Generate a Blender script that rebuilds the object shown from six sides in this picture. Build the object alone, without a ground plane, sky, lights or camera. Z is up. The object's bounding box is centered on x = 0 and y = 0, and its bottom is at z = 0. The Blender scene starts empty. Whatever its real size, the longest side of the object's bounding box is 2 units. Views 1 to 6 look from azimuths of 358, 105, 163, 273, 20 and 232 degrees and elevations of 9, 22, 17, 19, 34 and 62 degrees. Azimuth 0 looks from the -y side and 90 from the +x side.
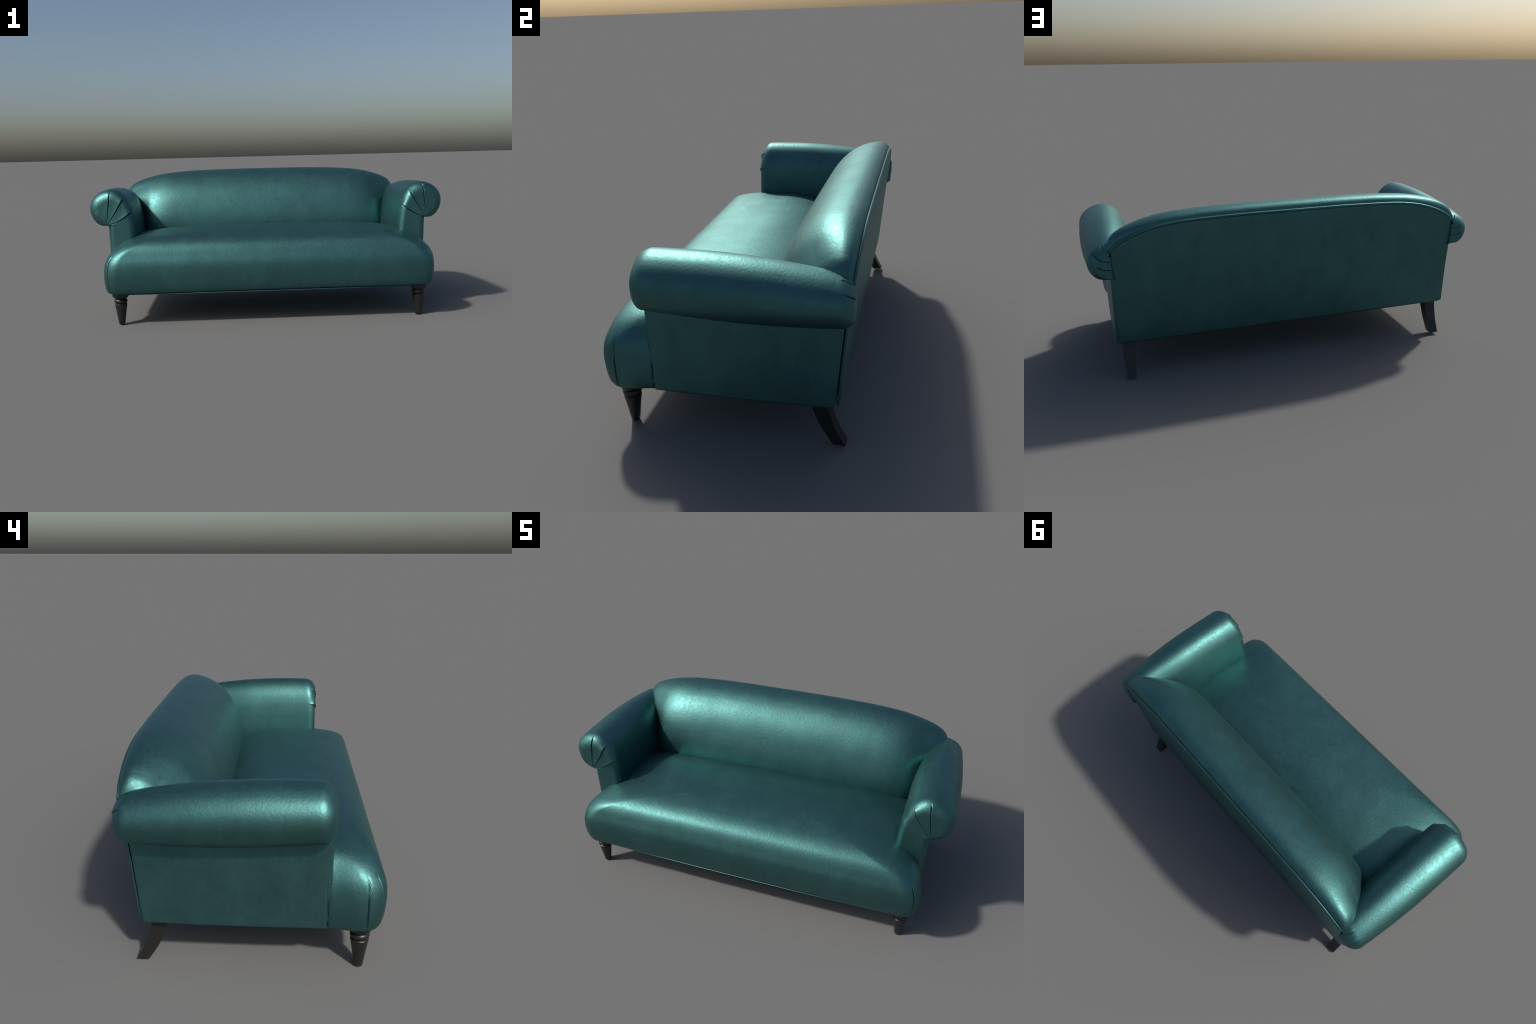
import bpy, math
import numpy as np
import bmesh
from mathutils import Vector
from mathutils.geometry import delaunay_2d_cdt

# ------------------------------------------------------------------ helpers
def catmull(pts, n, closed=False):
    """Smooth curve through control points, resampled evenly by arc length."""
    P = np.asarray(pts, float)
    Q = np.vstack([2 * P[0] - P[1], P, 2 * P[-1] - P[-2]])
    out = []
    for i in range(1, len(Q) - 2):
        p0, p1, p2, p3 = Q[i - 1], Q[i], Q[i + 1], Q[i + 2]
        t0 = 0.0
        t1 = t0 + np.linalg.norm(p1 - p0) ** 0.5 + 1e-9
        t2 = t1 + np.linalg.norm(p2 - p1) ** 0.5 + 1e-9
        t3 = t2 + np.linalg.norm(p3 - p2) ** 0.5 + 1e-9
        for t in np.linspace(t1, t2, 24, endpoint=False):
            a1 = (t1 - t) / (t1 - t0) * p0 + (t - t0) / (t1 - t0) * p1
            a2 = (t2 - t) / (t2 - t1) * p1 + (t - t1) / (t2 - t1) * p2
            a3 = (t3 - t) / (t3 - t2) * p2 + (t - t2) / (t3 - t2) * p3
            b1 = (t2 - t) / (t2 - t0) * a1 + (t - t0) / (t2 - t0) * a2
            b2 = (t3 - t) / (t3 - t1) * a2 + (t - t1) / (t3 - t1) * a3
            out.append((t2 - t) / (t2 - t1) * b1 + (t - t1) / (t2 - t1) * b2)
    out.append(P[-1])
    return resample(np.array(out), n)


def resample(C, n):
    s = np.r_[0, np.cumsum(np.linalg.norm(np.diff(C, axis=0), axis=1))]
    u = np.linspace(0, s[-1], n)
    return np.stack([np.interp(u, s, C[:, k]) for k in range(C.shape[1])], 1)


def smooth_interp(x, xs, ys):
    """Monotone cubic (Fritsch-Carlson) interpolation."""
    x = np.clip(np.asarray(x, float), xs[0], xs[-1])
    xs, ys = np.asarray(xs, float), np.asarray(ys, float)
    h = np.diff(xs)
    d = np.diff(ys) / h
    m = np.r_[d[0], (d[1:] + d[:-1]) / 2, d[-1]]
    m[1:-1][d[1:] * d[:-1] <= 0] = 0
    for i in range(len(d)):
        if abs(d[i]) < 1e-12:
            m[i] = m[i + 1] = 0
        else:
            a, b = m[i] / d[i], m[i + 1] / d[i]
            q = a * a + b * b
            if q > 9:
                m[i], m[i + 1] = 3 * d[i] * a / q ** 0.5, 3 * d[i] * b / q ** 0.5
    i = np.clip(np.searchsorted(xs, x) - 1, 0, len(h) - 1)
    t = (x - xs[i]) / h[i]
    return ((2 * t**3 - 3 * t**2 + 1) * ys[i] + (t**3 - 2 * t**2 + t) * h[i] * m[i]
            + (-2 * t**3 + 3 * t**2) * ys[i + 1] + (t**3 - t**2) * h[i] * m[i + 1])


def smoothstep(a, b, x):
    t = np.clip((x - a) / (b - a), 0, 1)
    return t * t * (3 - 2 * t)


def loft_faces(rows, n, closed):
    """Quads joining consecutive rows of n points."""
    f = []
    m = n if closed else n - 1
    for r in range(rows - 1):
        a = r * n
        for i in range(m):
            j = (i + 1) % n
            f.append((a + i, a + j, a + n + j, a + n + i))
    return f


root = bpy.data.objects.new("sofa", None)
bpy.context.scene.collection.objects.link(root)
root["label"] = "long teal leather sofa with scroll arms and dark wooden legs"
root["category"] = "sofa"


def make(name, verts, faces, mat, parent=root, sharp=40.0, flip=False, mirror=False):
    verts = np.array(verts, float)
    if mirror:
        verts = verts * [-1, 1, 1]
        flip = not flip
    if flip:
        faces = [tuple(reversed(f)) for f in faces]
    me = bpy.data.meshes.new(name)
    me.from_pydata(verts.tolist(), [], faces)
    me.validate()
    me.materials.append(mat)
    me.shade_smooth()
    me.set_sharp_from_angle(angle=math.radians(sharp))
    ob = bpy.data.objects.new(name, me)
    bpy.context.scene.collection.objects.link(ob)
    ob.parent = parent
    return ob


# ---------------------------------------------------------------- materials
def new_mat(name):
    m = bpy.data.materials.new(name)
    m.use_nodes = True
    nt = m.node_tree
    return m, nt, nt.nodes["Principled BSDF"]


def leather():
    m, nt, bsdf = new_mat("teal_leather")
    N, L = nt.nodes.new, nt.links.new
    co = N("ShaderNodeTexCoord")

    def noise(scale, detail, rough=0.55, stretch=None):
        t = N("ShaderNodeTexNoise")
        t.inputs["Scale"].default_value = scale
        t.inputs["Detail"].default_value = detail
        t.inputs["Roughness"].default_value = rough
        if stretch:
            mp = N("ShaderNodeMapping")
            mp.inputs["Scale"].default_value = stretch
            L(co.outputs["Object"], mp.inputs["Vector"])
            L(mp.outputs["Vector"], t.inputs["Vector"])
        else:
            L(co.outputs["Object"], t.inputs["Vector"])
        return t.outputs["Fac"]

    # broad cloudy tone
    cloud = noise(9.0, 6.0, 0.62, (1.0, 1.0, 0.6))
    ramp = N("ShaderNodeValToRGB")
    ramp.color_ramp.elements[0].position = 0.3
    ramp.color_ramp.elements[1].position = 0.7
    ramp.color_ramp.elements[0].color = (*LEATHER_DARK, 1)
    ramp.color_ramp.elements[1].color = (*LEATHER_LIGHT, 1)
    L(cloud, ramp.inputs["Fac"])
    L(ramp.outputs["Color"], bsdf.inputs["Base Color"])
    # worn gloss
    patch = noise(60.0, 4.0, 0.65)
    rr = N("ShaderNodeMapRange")
    rr.inputs["From Min"].default_value = 0.3
    rr.inputs["From Max"].default_value = 0.7
    rr.inputs["To Min"].default_value = LEATHER_ROUGH - 0.05
    rr.inputs["To Max"].default_value = LEATHER_ROUGH + 0.05
    L(patch, rr.inputs["Value"])
    L(rr.outputs["Result"], bsdf.inputs["Roughness"])
    bsdf.inputs["Metallic"].default_value = LEATHER_METAL
    bsdf.inputs["Specular IOR Level"].default_value = 0.5
    # grain: soft creases and fine pores
    vor = N("ShaderNodeTexVoronoi")
    vor.feature = "SMOOTH_F1"
    vor.inputs["Scale"].default_value = 260.0
    L(co.outputs["Object"], vor.inputs["Vector"])
    mid = noise(100.0, 2.5, 0.5)
    add = N("ShaderNodeMath")
    add.operation = "MULTIPLY_ADD"
    L(vor.outputs["Distance"], add.inputs[0])
    add.inputs[1].default_value = 0.12
    L(mid, add.inputs[2])
    bump = N("ShaderNodeBump")
    bump.inputs["Strength"].default_value = 0.35
    bump.inputs["Distance"].default_value = 0.0017
    L(add.outputs[0], bump.inputs["Height"])
    L(bump.outputs["Normal"], bsdf.inputs["Normal"])
    return m


LEATHER_DARK = (0.060, 0.159, 0.157)
LEATHER_LIGHT = (0.077, 0.202, 0.197)
LEATHER_METAL = 0.95
LEATHER_ROUGH = 0.49


def wood():
    m, nt, bsdf = new_mat("black_stained_wood")
    N, L = nt.nodes.new, nt.links.new
    co = N("ShaderNodeTexCoord")
    mp = N("ShaderNodeMapping")
    mp.inputs["Scale"].default_value = (60, 60, 6)
    t = N("ShaderNodeTexNoise")
    t.inputs["Scale"].default_value = 3.0
    t.inputs["Detail"].default_value = 4.0
    L(co.outputs["Object"], mp.inputs["Vector"])
    L(mp.outputs["Vector"], t.inputs["Vector"])
    ramp = N("ShaderNodeValToRGB")
    ramp.color_ramp.elements[0].color = (0.011, 0.0108, 0.0105, 1)
    ramp.color_ramp.elements[1].color = (0.018, 0.0175, 0.017, 1)
    L(t.outputs["Fac"], ramp.inputs["Fac"])
    L(ramp.outputs["Color"], bsdf.inputs["Base Color"])
    bsdf.inputs["Roughness"].default_value = 0.38
    return m


LEATHER = leather()
WOOD = wood()

# --------------------------------------------------------------------- seat
# Rounded-rectangle rings climbing from the underside over the shoulder and
# closing in on the middle of the back edge (hidden below the backrest).
SEAT_BACK = 0.24
ARM_FRONT = -0.258          # side panel / arm front plane
SEAT_RINGS = [  # z, half width, front y, corner radius
    (0.1760, 0.855, -0.405, 0.045),
    (0.1765, 0.876, -0.430, 0.054),
    (0.1805, 0.891, -0.445, 0.062),
    (0.1930, 0.900, -0.456, 0.070),
    (0.2180, 0.905, -0.464, 0.075),
    (0.2550, 0.908, -0.469, 0.077),
    (0.3000, 0.907, -0.472, 0.079),
    (0.3450, 0.900, -0.469, 0.083),
    (0.3800, 0.886, -0.457, 0.086),
    (0.4150, 0.857, -0.442, 0.098),
    (0.4400, 0.823, -0.424, 0.115),
    (0.4600, 0.779, -0.397, 0.138),
    (0.4760, 0.724, -0.360, 0.165),
    (0.4880, 0.650, -0.309, 0.200),
    (0.4970, 0.540, -0.240, 0.230),
    (0.5020, 0.400, -0.150, 0.220),
    (0.5045, 0.250, -0.050, 0.160),
    (0.5050, 0.120, 0.080, 0.080),
    (0.5050, 0.010, 0.225, 0.005),
]


def seat_drop(y):
    return 0.72 * np.clip(y + 0.11, 0, None) ** 2


def build_seat():
    rings = catmull([(z, w, f, r) for z, w, f, r in SEAT_RINGS], 110)
    n_front, n_arc, n_side, n_in, n_rear = 46, 84, 26, 6, 26
    verts = []
    for z, w, f, r in rings:
        r = min(r, w * 0.9)
        # front edge, denser toward the corner
        u = 1 - (1 - np.linspace(0, 1, n_front, endpoint=False)) ** 1.8
        half = [np.stack([(w - r) * u, np.full(n_front, f)], 1)]
        a = np.linspace(0, math.pi / 2, n_arc, endpoint=False)
        half.append(np.stack([w - r + r * np.sin(a), f + r - r * np.cos(a)], 1))
        wi = min(w, 0.80)
        split = max(ARM_FRONT - 0.004, f + r + 0.002)
        u = np.linspace(0, 1, n_side, endpoint=False)
        half.append(np.stack([np.full(n_side, w), f + r + (split - f - r) * u], 1))
        u = np.linspace(0, 1, n_in, endpoint=False)
        half.append(np.stack([w + (wi - w) * u, np.full(n_in, split) + 0.006 * u ** 0.5], 1))
        u = np.linspace(0, 1, n_rear)
        half.append(np.stack([np.full(n_rear, wi), split + 0.006 + (SEAT_BACK - split - 0.006) * u], 1))
        half = np.vstack(half)
        # the seat's end tucks in toward the seam with the side panel
        k = smoothstep(-0.40, ARM_FRONT, half[:, 1]) ** 1.5 * smoothstep(0.80, 0.89, half[:, 0])
        k += 0.25 * np.exp(-np.abs(half[:, 1] - ARM_FRONT + 0.004) / 0.005) * smoothstep(0.86, 0.89, half[:, 0])
        half[:, 0] -= 0.019 * k
        ring = np.vstack([half, (half[1:] * [-1, 1])[::-1]])
        # slight slack of the front edge: bows out a touch in the middle
        zz = np.full(len(ring), z) - seat_drop(ring[:, 1]) * smoothstep(0.40, 0.47, z)
        verts.append(np.column_stack([ring, zz]))
    n = len(verts[0])
    V = np.vstack(verts)
    # stitched pleats at the two front corners
    top = smoothstep(0.165, 0.20, V[:, 2]) * (1 - smoothstep(0.360, 0.392, V[:, 2]))
    sx = np.sign(V[:, 0])
    ax = np.abs(V[:, 0])
    for px, py, lean in ((0.872, -0.438, 0.0), (0.897, -0.399, 0.0)):
        # angle of the pleat about the corner centre
        cx, cy = 0.835, -0.396
        t = np.arctan2(ax - cx, -(V[:, 1] - cy))
        t0 = math.atan2(px - cx, -(py - cy)) - 0.10 * smoothstep(0.30, 0.40, V[:, 2])
        rho = np.hypot(ax - cx, V[:, 1] - cy)
        s = (t - t0) * rho
        near = (ax > cx - 0.03) & (V[:, 1] < cy + 0.06) & (rho > 0.02)
        sgn = 1 if px < 0.89 else -1
        prof = -0.0060 * np.exp(-(s / 0.0022) ** 2) + 0.0022 * np.exp(-np.abs(s) / 0.012) * (s * sgn > 0)
        dsp = np.where(near, prof * top, 0)
        V[:, 0] += sx * np.sin(t) * dsp
        V[:, 1] -= np.cos(t) * dsp
    F = loft_faces(len(rings), n, True)
    F.append(tuple(range(n))[::-1])
    F.append(tuple((len(rings) - 1) * n + i for i in range(n)))
    make("seat", V, F, LEATHER, sharp=60)


# ------------------------------------------------------------------ armrest
STEM_X = 0.888
ROLL_FOOT = (STEM_X, 0.534)       # where the roll meets the outer panel


def arm_section_template():
    """Cross-section in x,z of the right arm at its front: points, tags."""
    stem_out = resample(np.array([(STEM_X, 0.215), ROLL_FOOT]), 50)
    roll = catmull([ROLL_FOOT, (0.912, 0.5305), (0.935, 0.5350), (0.962, 0.5500), (0.984, 0.576),
                    (0.9965, 0.605), (1.000, 0.634), (0.993, 0.667), (0.972, 0.698),
                    (0.942, 0.720), (0.905, 0.7335), (0.872, 0.7370), (0.838, 0.7295),
                    (0.806, 0.709), (0.778, 0.674), (0.7605, 0.630), (0.7515, 0.580),
                    (0.7475, 0.530), (0.7455, 0.480), (0.745, 0.430)], 370)
    stem_in = resample(np.array([(0.745, 0.430), (0.745, 0.215)]), 36)
    fan = np.tile(ROLL_FOOT, (60, 1)) + np.linspace(0, 1, 60)[:, None] * [4e-4, -1e-4]
    return np.vstack([stem_out[:-1], fan, roll[1:], stem_in[1:]])


ARM_T = arm_section_template()
Z_TOP0, Z_BOT0, X_OUT0, X_IN0 = 0.737, 0.534, 1.0, 0.745


def arm_top(y):
    return smooth_interp(y, [-0.30, -0.15, 0.0, 0.17, 0.30, 0.40, 0.47], [0.734, 0.737, 0.735, 0.723, 0.707, 0.691, 0.676])


def arm_bot(y):
    return smooth_interp(y, [-0.30, -0.24, 0.0, 0.22, 0.43, 0.47], [0.536, 0.534, 0.519, 0.514, 0.518, 0.520])


def arm_out(y):
    return smooth_interp(y, [-0.30, -0.16, 0.05, 0.26, 0.40, 0.47], [0.997, 1.0, 0.999, 0.989, 0.976, 0.969])


def arm_section(pts, y):
    """Reshape template points to the section at depth y (y may be per point)."""
    x, z = pts[:, 0], pts[:, 1]
    zt, zb, xo = arm_top(y), arm_bot(y), arm_out(y)
    # (inner wall is left unscaled low down so that it stays one smooth sheet)
    up = z > Z_BOT0
    zz = np.where(up, zb + (z - Z_BOT0) * (zt - zb) / (Z_TOP0 - Z_BOT0), 0.215 + (z - 0.215) * (zb - 0.215) / (Z_BOT0 - 0.215))
    # the inner wall leans outward near its top, more so toward the back
    lean = (0.007 + 0.032 * smoothstep(0.08, 0.45, y)) * smoothstep(0.44, 0.68, z)
    x = x + lean * (np.clip(X_OUT0 - x, 0, 1) / (X_OUT0 - X_IN0)) ** 1.6
    xx = X_IN0 + (x - X_IN0) * (xo - X_IN0) / (X_OUT0 - X_IN0)
    # below the roll the stem stays behind the outer side panel
    cover = 0.884 - 0.022 * smoothstep(-0.26, 0.44, y)
    xx = np.where(z <= Z_BOT0 + 1e-6, np.minimum(xx, cover), xx)
    return xx, zz


def boundary_rounding(P, tab):
    """Interpolate a rounding table around the section: keyed on the angle
    about the roll centre; stem sides get their own values."""
    ang = np.degrees(np.arctan2(P[:, 1] - 0.632, P[:, 0] - 0.868))
    ang = np.where(ang < -95, ang + 360, ang)      # 0 right, 90 top, 180 inside, 260 stem inside
    ks = sorted(tab)
    v = np.interp(ang, ks, [tab[k] for k in ks])
    return v


def spine_map(P):
    """Where each boundary point heads on the section's medial line."""
    S = catmull([(0.818, 0.225), (0.818, 0.45), (0.822, 0.555), (0.845, 0.615), (0.885, 0.637), (0.925, 0.636)], 300)
    d = ((P[:, None, :] - S[None]) ** 2).sum(-1)
    k = d.argmin(1).astype(float)
    ker = np.hanning(61)
    ker /= ker.sum()
    pad = np.r_[np.full(30, k[0]), k, np.full(30, k[-1])]
    k = np.convolve(pad, ker, "valid")
    i = np.clip(k.astype(int), 0, 298)
    t = (k - i)[:, None]
    return S[i] * (1 - t) + S[i + 1] * t


def crease_distance(p, curve):
    """Signed distance to a polyline (positive on its left) and the position along it 0..1."""
    a, b = curve[:-1], curve[1:]
    ab = b - a
    best = np.full(len(p), 1e9)
    sd = np.zeros(len(p))
    al = np.zeros(len(p))
    for k in range(len(a)):
        L2 = ab[k] @ ab[k]
        t = ((p - a[k]) @ ab[k]) / L2
        tc = np.clip(t, 0, 1)
        q = a[k] + tc[:, None] * ab[k]
        d = np.linalg.norm(p - q, axis=1)
        m = d < best
        cr = ab[k][0] * (p[:, 1] - a[k][1]) - ab[k][1] * (p[:, 0] - a[k][0])
        best = np.where(m, d, best)
        sd = np.where(m, np.sign(cr) * d, sd)
        al = np.where(m, (k + (t if k in (0, len(a) - 1) else tc)) / len(a), al)
    return sd, al


FRONT_CREASES = [
    catmull([(0.902, 0.545), (0.897, 0.585), (0.886, 0.660), (0.880, 0.719)], 24),
    catmull([(0.896, 0.541), (0.867, 0.585), (0.832, 0.637), (0.807, 0.681)], 24),
    catmull([(0.893, 0.538), (0.846, 0.554), (0.800, 0.580), (0.764, 0.606)], 24),
]
def rear_point(x, z):
    """Section-template coordinates of a point seen at the rear end of the roll."""
    return (0.739 + (x - 0.745) * 0.255 / 0.232, 0.534 + (z - 0.518) * 0.203 / 0.164)


REAR_CREASES = [
    catmull([rear_point(*p) for p in ((0.858, 0.652), (0.875, 0.657), (0.895, 0.667), (0.914, 0.681))], 24),
    catmull([rear_point(*p) for p in ((0.858, 0.613), (0.880, 0.615), (0.920, 0.625), (0.954, 0.650))], 24),
    catmull([rear_point(*p) for p in ((0.858, 0.571), (0.880, 0.573), (0.915, 0.580), (0.948, 0.596))], 24),
]

FRONT_Y, REAR_Y = -0.277, 0.462
FRONT_SET = {-95: 0.020, -70: 0.024, -45: 0.034, 0: 0.060, 60: 0.060, 120: 0.055, 180: 0.045, 230: 0.035, 265: 0.020}
FRONT_RAD = {-95: 0.022, -70: 0.028, -45: 0.045, 0: 0.070, 60: 0.065, 120: 0.055, 180: 0.038, 230: 0.032, 265: 0.030}
REAR_SET = {-95: 0.020, -70: 0.025, -45: 0.044, 0: 0.044, 60: 0.046, 120: 0.060, 180: 0.045, 230: 0.035, 265: 0.020}
REAR_RAD = {-95: 0.022, -70: 0.028, -45: 0.040, 0: 0.060, 60: 0.055, 120: 0.055, 180: 0.040, 230: 0.032, 265: 0.030}


def rear_face(x, z):
    """Rear end of the arm: the roll reaches past the panel's edge, the rest stops inside it."""
    out = smoothstep(0.525, 0.550, z) * smoothstep(0.852, 0.880, x)
    return REAR_Y + (panel_y(z) - 0.030 - REAR_Y) * (1 - out)


def front_face(x, z):
    return np.full_like(x, FRONT_Y)


def front_pleats(p):
    """Fan of overlapping folds gathered where the roll meets the outer panel."""
    rho = np.linalg.norm(p - [0.897, 0.538], axis=1)
    h = np.zeros(len(p))
    for c, amp in zip(FRONT_CREASES, (0.0045, 0.0065, 0.0085)):
        s, al = crease_distance(p, c)
        s = -s                       # positive on the upper / roll side
        on = smoothstep(-0.03, 0.04, al) * (1 - smoothstep(0.97, 1.10, al))
        g = np.clip(rho / 0.14, 0.10, 1.0)
        w = 0.0013 + 0.0009 * g
        h += on * (amp * g * np.exp(-np.clip(s, 0, None) / (0.006 + 0.018 * g)) * smoothstep(-0.0008, 0.0022, s)
                   - (0.0020 + 0.0030 * g) * np.exp(-((s + 0.0006) / w) ** 2))
    return h


def rear_pleats(p):
    h = np.zeros(len(p))
    for c, amp in zip(REAR_CREASES, (0.003, 0.005, 0.004)):
        s, al = crease_distance(p, c)
        on = smoothstep(-0.02, 0.05, al) * (1 - smoothstep(0.95, 1.06, al))
        h += on * (amp * np.exp(-np.clip(s, 0, None) / 0.018) * smoothstep(-0.0008, 0.0022, s)
                   - 0.0045 * np.exp(-((s + 0.0006) / 0.0018) ** 2))
    return h


def fill_points(loop, creases, step):
    """Interior points for a cap: an even grid, with denser rows along the creases."""
    lo, hi = loop.min(0), loop.max(0)
    gx, gz = np.meshgrid(np.arange(lo[0], hi[0], step), np.arange(lo[1], hi[1], step))
    gx = gx + 0.5 * step * (np.arange(gx.shape[0]) % 2)[:, None]
    g = np.column_stack([gx.ravel(), gz.ravel()])
    for c in creases:
        s, al = crease_distance(g, c)
        g = g[np.abs(s) > 0.0055]
    rows = [g]
    for c in creases:
        d = resample(c, max(10, int(np.linalg.norm(c[-1] - c[0]) / 0.0016)))
        t = np.gradient(d, axis=0)
        t /= np.linalg.norm(t, axis=1)[:, None]
        n = np.stack([-t[:, 1], t[:, 0]], 1)
        for off in (-0.0045, -0.0030, -0.0018, -0.0009, 0.0, 0.0009, 0.0018, 0.0030, 0.0045):
            q = d + n * off
            # keep rows from crowding where creases meet
            q = q[(np.linalg.norm(d - c[0], axis=1) > abs(off) * 2.2)]
            rows.append(q)
    g = np.vstack(rows)
    # inside test (even-odd) and clearance from the loop
    a, b = loop, np.roll(loop, -1, 0)
    inside = np.zeros(len(g), bool)
    for (x0, z0), (x1, z1) in zip(a, b):
        if z0 != z1:
            m = (z0 > g[:, 1]) != (z1 > g[:, 1])
            inside ^= m & (g[:, 0] < (x1 - x0) * (g[:, 1] - z0) / (z1 - z0) + x0)
    g = g[inside]
    far = np.ones(len(g), bool)
    for k in range(0, len(g), 2000):
        d = ((g[k:k + 2000, None] - loop[None]) ** 2).sum(-1).min(1)
        far[k:k + 2000] = d > 0.0012 ** 2
    return g[far]


def arm_cap(P, S, setback, rad, face, sgn, creases, pleats, n_ring=18):
    """Rounded rim rings followed by a triangulated flat face."""
    D, R = boundary_rounding(P, setback), boundary_rounding(P, rad)
    L = np.linalg.norm(S - P, axis=1)
    R = np.minimum(R, 0.8 * L)
    rows = []
    for t in np.linspace(0, math.pi / 2, n_ring):
        dist, drop = R * (1 - math.cos(t)), D * (1 - math.sin(t))
        pts = P + (dist / L)[:, None] * (S - P)
        h = pleats(pts)
        y = face(P[:, 0], pts[:, 1]) + sgn * drop - sgn * h * math.sin(t)
        rows.append((pts + ((P - S) / L[:, None]) * (h * math.cos(t) * min(1, 3 * t))[:, None], y))
    loop = rows[-1][0]
    g = fill_points(loop, creases, 0.0032)
    n = len(loop)
    allp = np.vstack([loop, g])
    res = delaunay_2d_cdt([Vector(p) for p in allp], [], [list(range(n))], 1, 1e-7)
    q = np.array([(v.x, v.y) for v in res[0]])
    y = face(q[:, 0], q[:, 1]) - sgn * pleats(q)
    return rows, (q, y, [tuple(f) for f in res[2]])


def build_arm(mirror):
    P0 = ARM_T
    S0 = spine_map(P0)
    # resample so that neither rim nor medial line is stretched
    m = np.r_[0, np.cumsum(np.sqrt((np.diff(P0, axis=0) ** 2).sum(1) + 0.35 * (np.diff(S0, axis=0) ** 2).sum(1)))]
    u = np.linspace(0, m[-1], 560)
    P = np.stack([np.interp(u, m, P0[:, k]) for k in (0, 1)], 1)
    S = np.stack([np.interp(u, m, S0[:, k]) for k in (0, 1)], 1)
    n = len(P)
    front, fcap = arm_cap(P, S, FRONT_SET, FRONT_RAD, front_face, +1, FRONT_CREASES, front_pleats)
    rear, rcap = arm_cap(P, S, REAR_SET, REAR_RAD, rear_face, -1, REAR_CREASES, rear_pleats)
    rows = []

    def put(pts, y):
        x, z = arm_section(pts, y)
        rows.append(np.column_stack([x, y, z]))

    for pts, y in reversed(front):
        put(pts, y)
    y0, y1 = front[0][1], rear[0][1]
    for t in np.linspace(0, 1, 72)[1:-1]:
        put(P, y0 + (y1 - y0) * t)
    for pts, y in rear:
        put(pts, y)
    V = np.vstack(rows)
    F = loft_faces(len(rows), n, True)
    for (q, y, tris), flip in ((fcap, True), (rcap, False)):
        x, z = arm_section(q, y)
        base = len(V)
        V = np.vstack([V, np.column_stack([x, y, z])])
        F += [tuple(base + i for i in (reversed(f) if flip else f)) for f in tris]
    if mirror:
        V = V * [-1, 1, 1]
    me = bpy.data.meshes.new("armrest")
    me.from_pydata(V.tolist(), [], F)
    bm = bmesh.new()
    bm.from_mesh(me)
    bmesh.ops.remove_doubles(bm, verts=bm.verts, dist=2e-5)
    bmesh.ops.recalc_face_normals(bm, faces=bm.faces)
    bm.to_mesh(me)
    bm.free()
    me.materials.append(LEATHER)
    me.shade_smooth()
    me.set_sharp_from_angle(angle=math.radians(62))
    ob = bpy.data.objects.new("armrest", me)
    bpy.context.scene.collection.objects.link(ob)
    ob.parent = root


# --------------------------------------------------------------- side panel
def build_side_panel(mirror):
    nu, nv = 60, 40
    th = 0.024
    e = 0.006

    def outer(u, v):  # u 0 front..1 rear, v 0 bottom..1 top
        y0 = -0.2615 + 0.0035 * v
        y1 = float(panel_y(0.1835 + 0.3485 * v)) - 0.0135
        y = y0 + (y1 - y0) * u
        z = 0.1850 + 0.3590 * v - 0.012 * u * v
        x = (0.8885 + 0.0075 * v) * (1 - u) + (0.8785 - 0.002 * v) * u
        x = x + math.sin(math.pi * min(max(u, 0), 1)) * (0.004 + 0.007 * math.sin(math.pi / 2 * min(max(v, 0), 1)) ** 1.5)
        return x, y, z

    us = np.r_[0, 0.004, 0.009, np.linspace(0.02, 0.98, nu - 6), 0.991, 0.996, 1]
    vs = np.r_[0, 0.006, 0.014, np.linspace(0.03, 0.97, nv - 6), 0.986, 0.994, 1]
    V, F = [], []
    for v in vs:
        for u in us:
            x, y, z = outer(u, v)
            du = min(u, 1 - u) * 0.68
            dv = min(v, 1 - v) * 0.35
            d = min(du, dv)
            q = max(0.0, 1 - d / e)
            x -= e * (1 - math.sqrt(max(0, 1 - q * q)))
            V.append((x, y, z))
    n = len(us)
    for r in range(len(vs) - 1):
        for i in range(n - 1):
            a = r * n + i
            F.append((a, a + 1, a + n + 1, a + n))
    # skirt back into the frame
    rim = [i for i in range(n)] + [r * n + n - 1 for r in range(1, len(vs))] + \
          [(len(vs) - 1) * n + i for i in range(n - 2, -1, -1)] + [r * n for r in range(len(vs) - 2, 0, -1)]
    base = len(V)
    for i in rim:
        x, y, z = V[i]
        V.append((x - th, y, z))
    m = len(rim)
    for k in range(m):
        F.append((rim[(k + 1) % m], rim[k], base + k, base + (k + 1) % m))
    F.append(tuple(base + k for k in range(m)))
    make("side_panel", V, F, LEATHER, sharp=50, mirror=mirror)


# --------------------------------------------------------------- backrest
WELT_X = [0.0, 0.20, 0.383, 0.554, 0.637, 0.713, 0.789, 0.840, 0.868, 0.890]
WELT_Z = [0.777, 0.777, 0.774, 0.767, 0.756, 0.738, 0.709, 0.680, 0.652, 0.625]
TOP_X = [0.0, 0.30, 0.50, 0.65, 0.775, 0.83, 0.860, 0.876, 0.887]
TOP_Z = [0.823, 0.821, 0.814, 0.799, 0.768, 0.744, 0.722, 0.698, 0.668]


def panel_y(z):
    return 0.410 + 0.096 * (z - 0.185) + 0.004 * smoothstep(0.40, 0.72, z)


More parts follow.
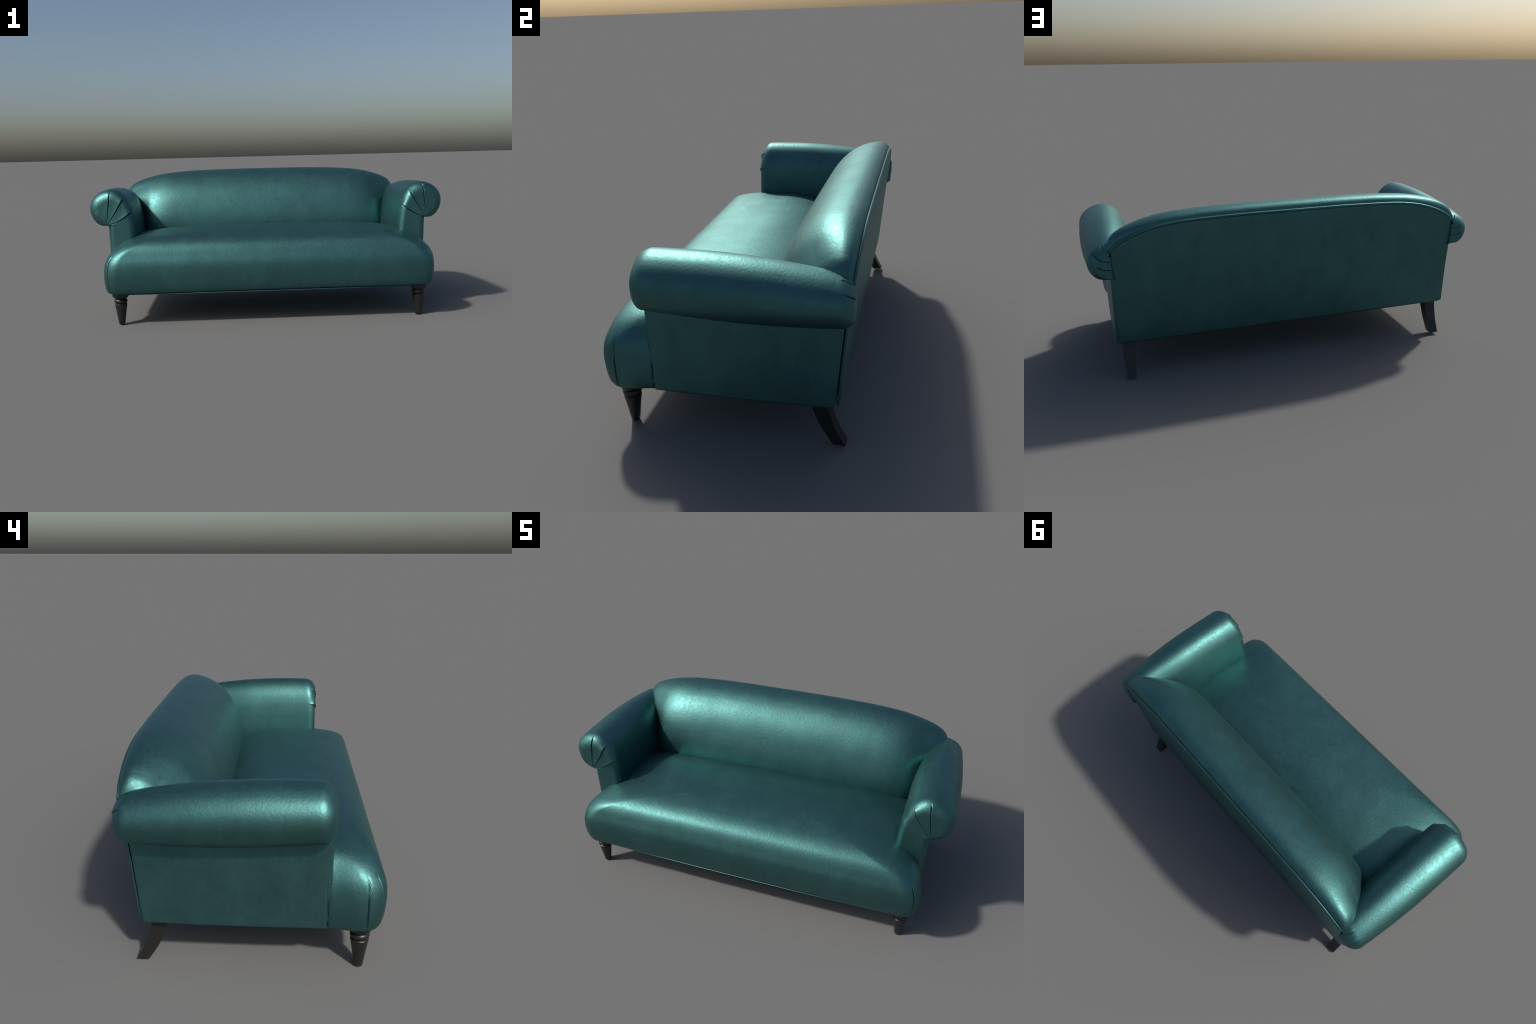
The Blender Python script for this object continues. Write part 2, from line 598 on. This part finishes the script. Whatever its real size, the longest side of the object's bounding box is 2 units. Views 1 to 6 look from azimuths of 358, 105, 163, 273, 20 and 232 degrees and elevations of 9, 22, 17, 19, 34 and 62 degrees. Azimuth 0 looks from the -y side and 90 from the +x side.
BACK_PROFILE = catmull([(0.430, 0.300), (0.436, 0.450), (0.446, 0.620), (0.452, 0.740), (0.454, 0.777),
                        (0.449, 0.798), (0.431, 0.815), (0.396, 0.823), (0.356, 0.818), (0.308, 0.801),
                        (0.259, 0.768), (0.214, 0.722), (0.180, 0.668), (0.156, 0.605), (0.141, 0.540),
                        (0.138, 0.480), (0.145, 0.430), (0.170, 0.380), (0.230, 0.330)], 150)


# how full the cushion stays toward its rounded ends
DEPTH_X = [0.0, 0.55, 0.62, 0.67, 0.714, 0.762, 0.819, 0.856, 0.874, 0.882, 0.886, 0.887]
DEPTH = [1.0, 1.0, 0.99, 0.967, 0.925, 0.835, 0.725, 0.640, 0.520, 0.370, 0.200, 0.060]


def build_backrest():
    xs = 0.887 * np.sin(np.linspace(-1, 1, 221) * math.pi / 2)
    rows = []
    for x in xs:
        a = abs(x)
        zw, zt = smooth_interp(a, WELT_X, WELT_Z), smooth_interp(a, TOP_X, TOP_Z)
        zt = max(float(zt), float(zw) + 0.012)
        depth = float(smooth_interp(a, DEPTH_X, DEPTH))
        y, z = BACK_PROFILE[:, 0], BACK_PROFILE[:, 1]
        zz = np.where(z > 0.777, zw + (z - 0.777) * (zt - zw) / 0.047, 0.30 + (z - 0.30) * (zw - 0.30) / 0.477)
        yr = panel_y(zz) - 0.0085
        # a tiny extra belly in the middle of the sofa
        yy = yr - (np.interp(z, [0.3, 0.777, 0.83], [0.430, 0.454, 0.454]) - y) * depth
        # below the tips the ends stay inside the arms
        xx = x * (1 - 0.06 * (1 - smoothstep(0.58, 0.67, zz)) * smoothstep(0.70, 0.86, a))
        rows.append(np.column_stack([xx, yy, zz]))
    n = len(BACK_PROFILE)
    V = np.vstack(rows)
    F = loft_faces(len(rows), n, True)
    F.append(tuple(range(n))[::-1])
    F.append(tuple((len(rows) - 1) * n + i for i in range(n)))
    make("backrest", V, F, LEATHER, sharp=60, flip=True)


def panel_outline(inset=0.0, n_top=140, n_side=60):
    """Right half of the rear panel outline, bottom centre round to top centre, as x,z."""
    bottom = np.stack([np.linspace(0, 0.845, 40), np.full(40, 0.1845)], 1)
    corner = catmull([(0.848, 0.1845), (0.856, 0.186), (0.861, 0.191), (0.863, 0.199)], 8)
    side = catmull([(0.8635, 0.204), (0.8675, 0.35), (0.8715, 0.50), (0.8725, 0.60), (0.870, 0.640)], n_side)
    xs = np.linspace(0.866, 0.0, n_top)
    top = np.stack([xs, smooth_interp(xs, WELT_X, WELT_Z)], 1)
    H = np.vstack([bottom, corner, side, top])
    nx = np.gradient(H, axis=0)
    nr = np.stack([-nx[:, 1], nx[:, 0]], 1)
    nr /= np.linalg.norm(nr, axis=1)[:, None]
    I = H + nr * inset
    I[0, 0] = I[-1, 0] = 0
    return I


def build_back_panel():
    V, F = [], []
    depth = 0.0095
    rows = []
    # front rim (hidden) -> rear rim -> flat rear face
    spec = [(0.002, -depth), (0.0, -0.006), (0.0012, -0.0025), (0.0045, -0.0004), (0.010, 0.0), (0.03, 0.0003)]
    for inset, dy in spec:
        H = panel_outline(inset)
        full = np.vstack([H, (H[1:-1] * [-1, 1])[::-1]])
        rows.append(np.column_stack([full[:, 0], panel_y(full[:, 1]) + dy, full[:, 1]]))
    # inner rings shrink toward the middle line
    base = panel_outline(0.03)
    full = np.vstack([base, (base[1:-1] * [-1, 1])[::-1]])
    c = np.array([0, 0.48])
    for s in (0.85, 0.7, 0.5, 0.3, 0.12, 0.02):
        q = c + (full - c) * s
        rows.append(np.column_stack([q[:, 0], panel_y(q[:, 1]) + 0.0003 + 0.0035 * (1 - s * s), q[:, 1]]))
    n = len(full)
    V = np.vstack(rows)
    F = loft_faces(len(rows), n, True)
    F.append(tuple(range(n))[::-1])
    F.append(tuple((len(rows) - 1) * n + i for i in range(n)))
    make("back_panel", V, F, LEATHER, sharp=50)


def tube(name, path, radius, mat, sides=12, parent=root):
    path = np.asarray(path)
    tan = np.gradient(path, axis=0)
    tan /= np.linalg.norm(tan, axis=1)[:, None]
    up = np.array([0.0, 1.0, 0.0])
    rows = []
    for p, t in zip(path, tan):
        u = up - t * (up @ t)
        u /= np.linalg.norm(u)
        w = np.cross(t, u)
        a = np.linspace(0, 2 * math.pi, sides, endpoint=False)
        rows.append(p + radius * (np.cos(a)[:, None] * u + np.sin(a)[:, None] * w))
    V = np.vstack(rows)
    F = loft_faces(len(rows), sides, True)
    F.append(tuple(range(sides))[::-1])
    F.append(tuple((len(rows) - 1) * sides + i for i in range(sides)))
    return make(name, V, F, mat, parent=parent, sharp=70)


def build_piping():
    # bead sewn along the arched top edge of the rear panel
    x = np.linspace(-0.868, 0.868, 320)
    z = smooth_interp(np.abs(x), WELT_X, WELT_Z) + 0.005
    tube("piping", np.column_stack([x, panel_y(z) - 0.0060, z]), 0.0068, LEATHER)


# ------------------------------------------------------------ base and legs
def build_base():
    """Underside board; its front lip shows as a thin line below the seat."""
    xs = np.linspace(-0.842, 0.842, 61)
    fr = -0.4500 + 0.012 * (np.abs(xs) / 0.842) ** 3
    rows = []
    for z, din in ((0.1785, 0.004), (0.1775, 0.001), (0.1755, 0.0), (0.1738, 0.002), (0.1730, 0.006)):
        half_f = np.column_stack([xs, fr + din, np.full(61, z)])
        half_r = np.column_stack([xs[::-1], np.full(61, 0.395 - din), np.full(61, z + 0.011)])
        rows.append(np.vstack([half_f, half_r]))
    n = 122
    V = np.vstack(rows)
    F = loft_faces(len(rows), n, True)
    F.append(tuple(range(n))[::-1])
    F.append(tuple((len(rows) - 1) * n + i for i in range(n)))
    make("base_board", V, F, LEATHER, sharp=50, flip=True)


def build_legs():
    prof = [(0.0, 0.0), (0.0125, 0.0), (0.0155, 0.0012), (0.0168, 0.004), (0.0205, 0.030), (0.0262, 0.070),
            (0.0318, 0.103), (0.0336, 0.1115), (0.0334, 0.1155), (0.0310, 0.1180), (0.0275, 0.1202),
            (0.0300, 0.1220), (0.0330, 0.1240), (0.0352, 0.1280), (0.0360, 0.1330), (0.0352, 0.1380),
            (0.0315, 0.1425), (0.0280, 0.1450), (0.0285, 0.1475), (0.0350, 0.1500), (0.0405, 0.1540),
            (0.0438, 0.1610), (0.0455, 0.1700), (0.0455, 0.1810)]
    seg = 48
    V = [(0, 0, 0)]
    F = []
    for r, z in prof[1:]:
        for k in range(seg):
            a = 2 * math.pi * k / seg
            V.append((r * math.cos(a), r * math.sin(a), z))
    m = len(prof) - 1
    for k in range(seg):
        F.append((0, 1 + (k + 1) % seg, 1 + k))
    for r in range(m - 1):
        for k in range(seg):
            a, b = 1 + r * seg + k, 1 + r * seg + (k + 1) % seg
            F.append((a, b, b + seg, a + seg))
    F.append(tuple(1 + (m - 1) * seg + k for k in range(seg)))
    first = make("front_leg", V, F, WOOD, sharp=35)
    first.location = (-0.829, -0.385, 0)
    other = first.copy()
    other.location.x = 0.829
    bpy.context.scene.collection.objects.link(other)

    # sabre-curved square rear legs, kicked out backward
    zs = np.linspace(0.0115, 0.20, 26)
    c = smooth_interp(zs, [0, 0.03, 0.08, 0.13, 0.18, 0.20], [0.418, 0.399, 0.371, 0.352, 0.339, 0.336])
    hy = 0.0225 + 0.0075 * (zs / 0.18)
    hx = 0.0228 + 0.0075 * (zs / 0.18)
    ch = 0.0016
    V, F = [], []
    for z, cy, a, b in zip(zs, c, hx, hy):
        # the section leans with the curve only through its centre line
        for sx, sy, kx, ky in ((1, -1, 0, 1), (1, 1, 0, -1), (1, 1, -1, 0), (-1, 1, 1, 0),
                               (-1, 1, 0, -1), (-1, -1, 0, 1), (-1, -1, 1, 0), (1, -1, -1, 0)):
            V.append((sx * a + kx * ch, cy + sy * b + ky * ch, z))
    F = loft_faces(len(zs), 8, True)
    F.append(tuple(range(8))[::-1])
    F.append(tuple((len(zs) - 1) * 8 + i for i in range(8)))
    V = np.array(V)
    V[:, 1] -= 0.36
    first = make("rear_leg", V, F, WOOD, sharp=30)
    first.location = (-0.8215, 0.36, 0)
    other = first.copy()
    other.location.x = 0.8215
    bpy.context.scene.collection.objects.link(other)


build_seat()
for side in (False, True):
    build_arm(side)
    build_side_panel(side)
build_backrest()
build_back_panel()
build_piping()
build_base()
build_legs()
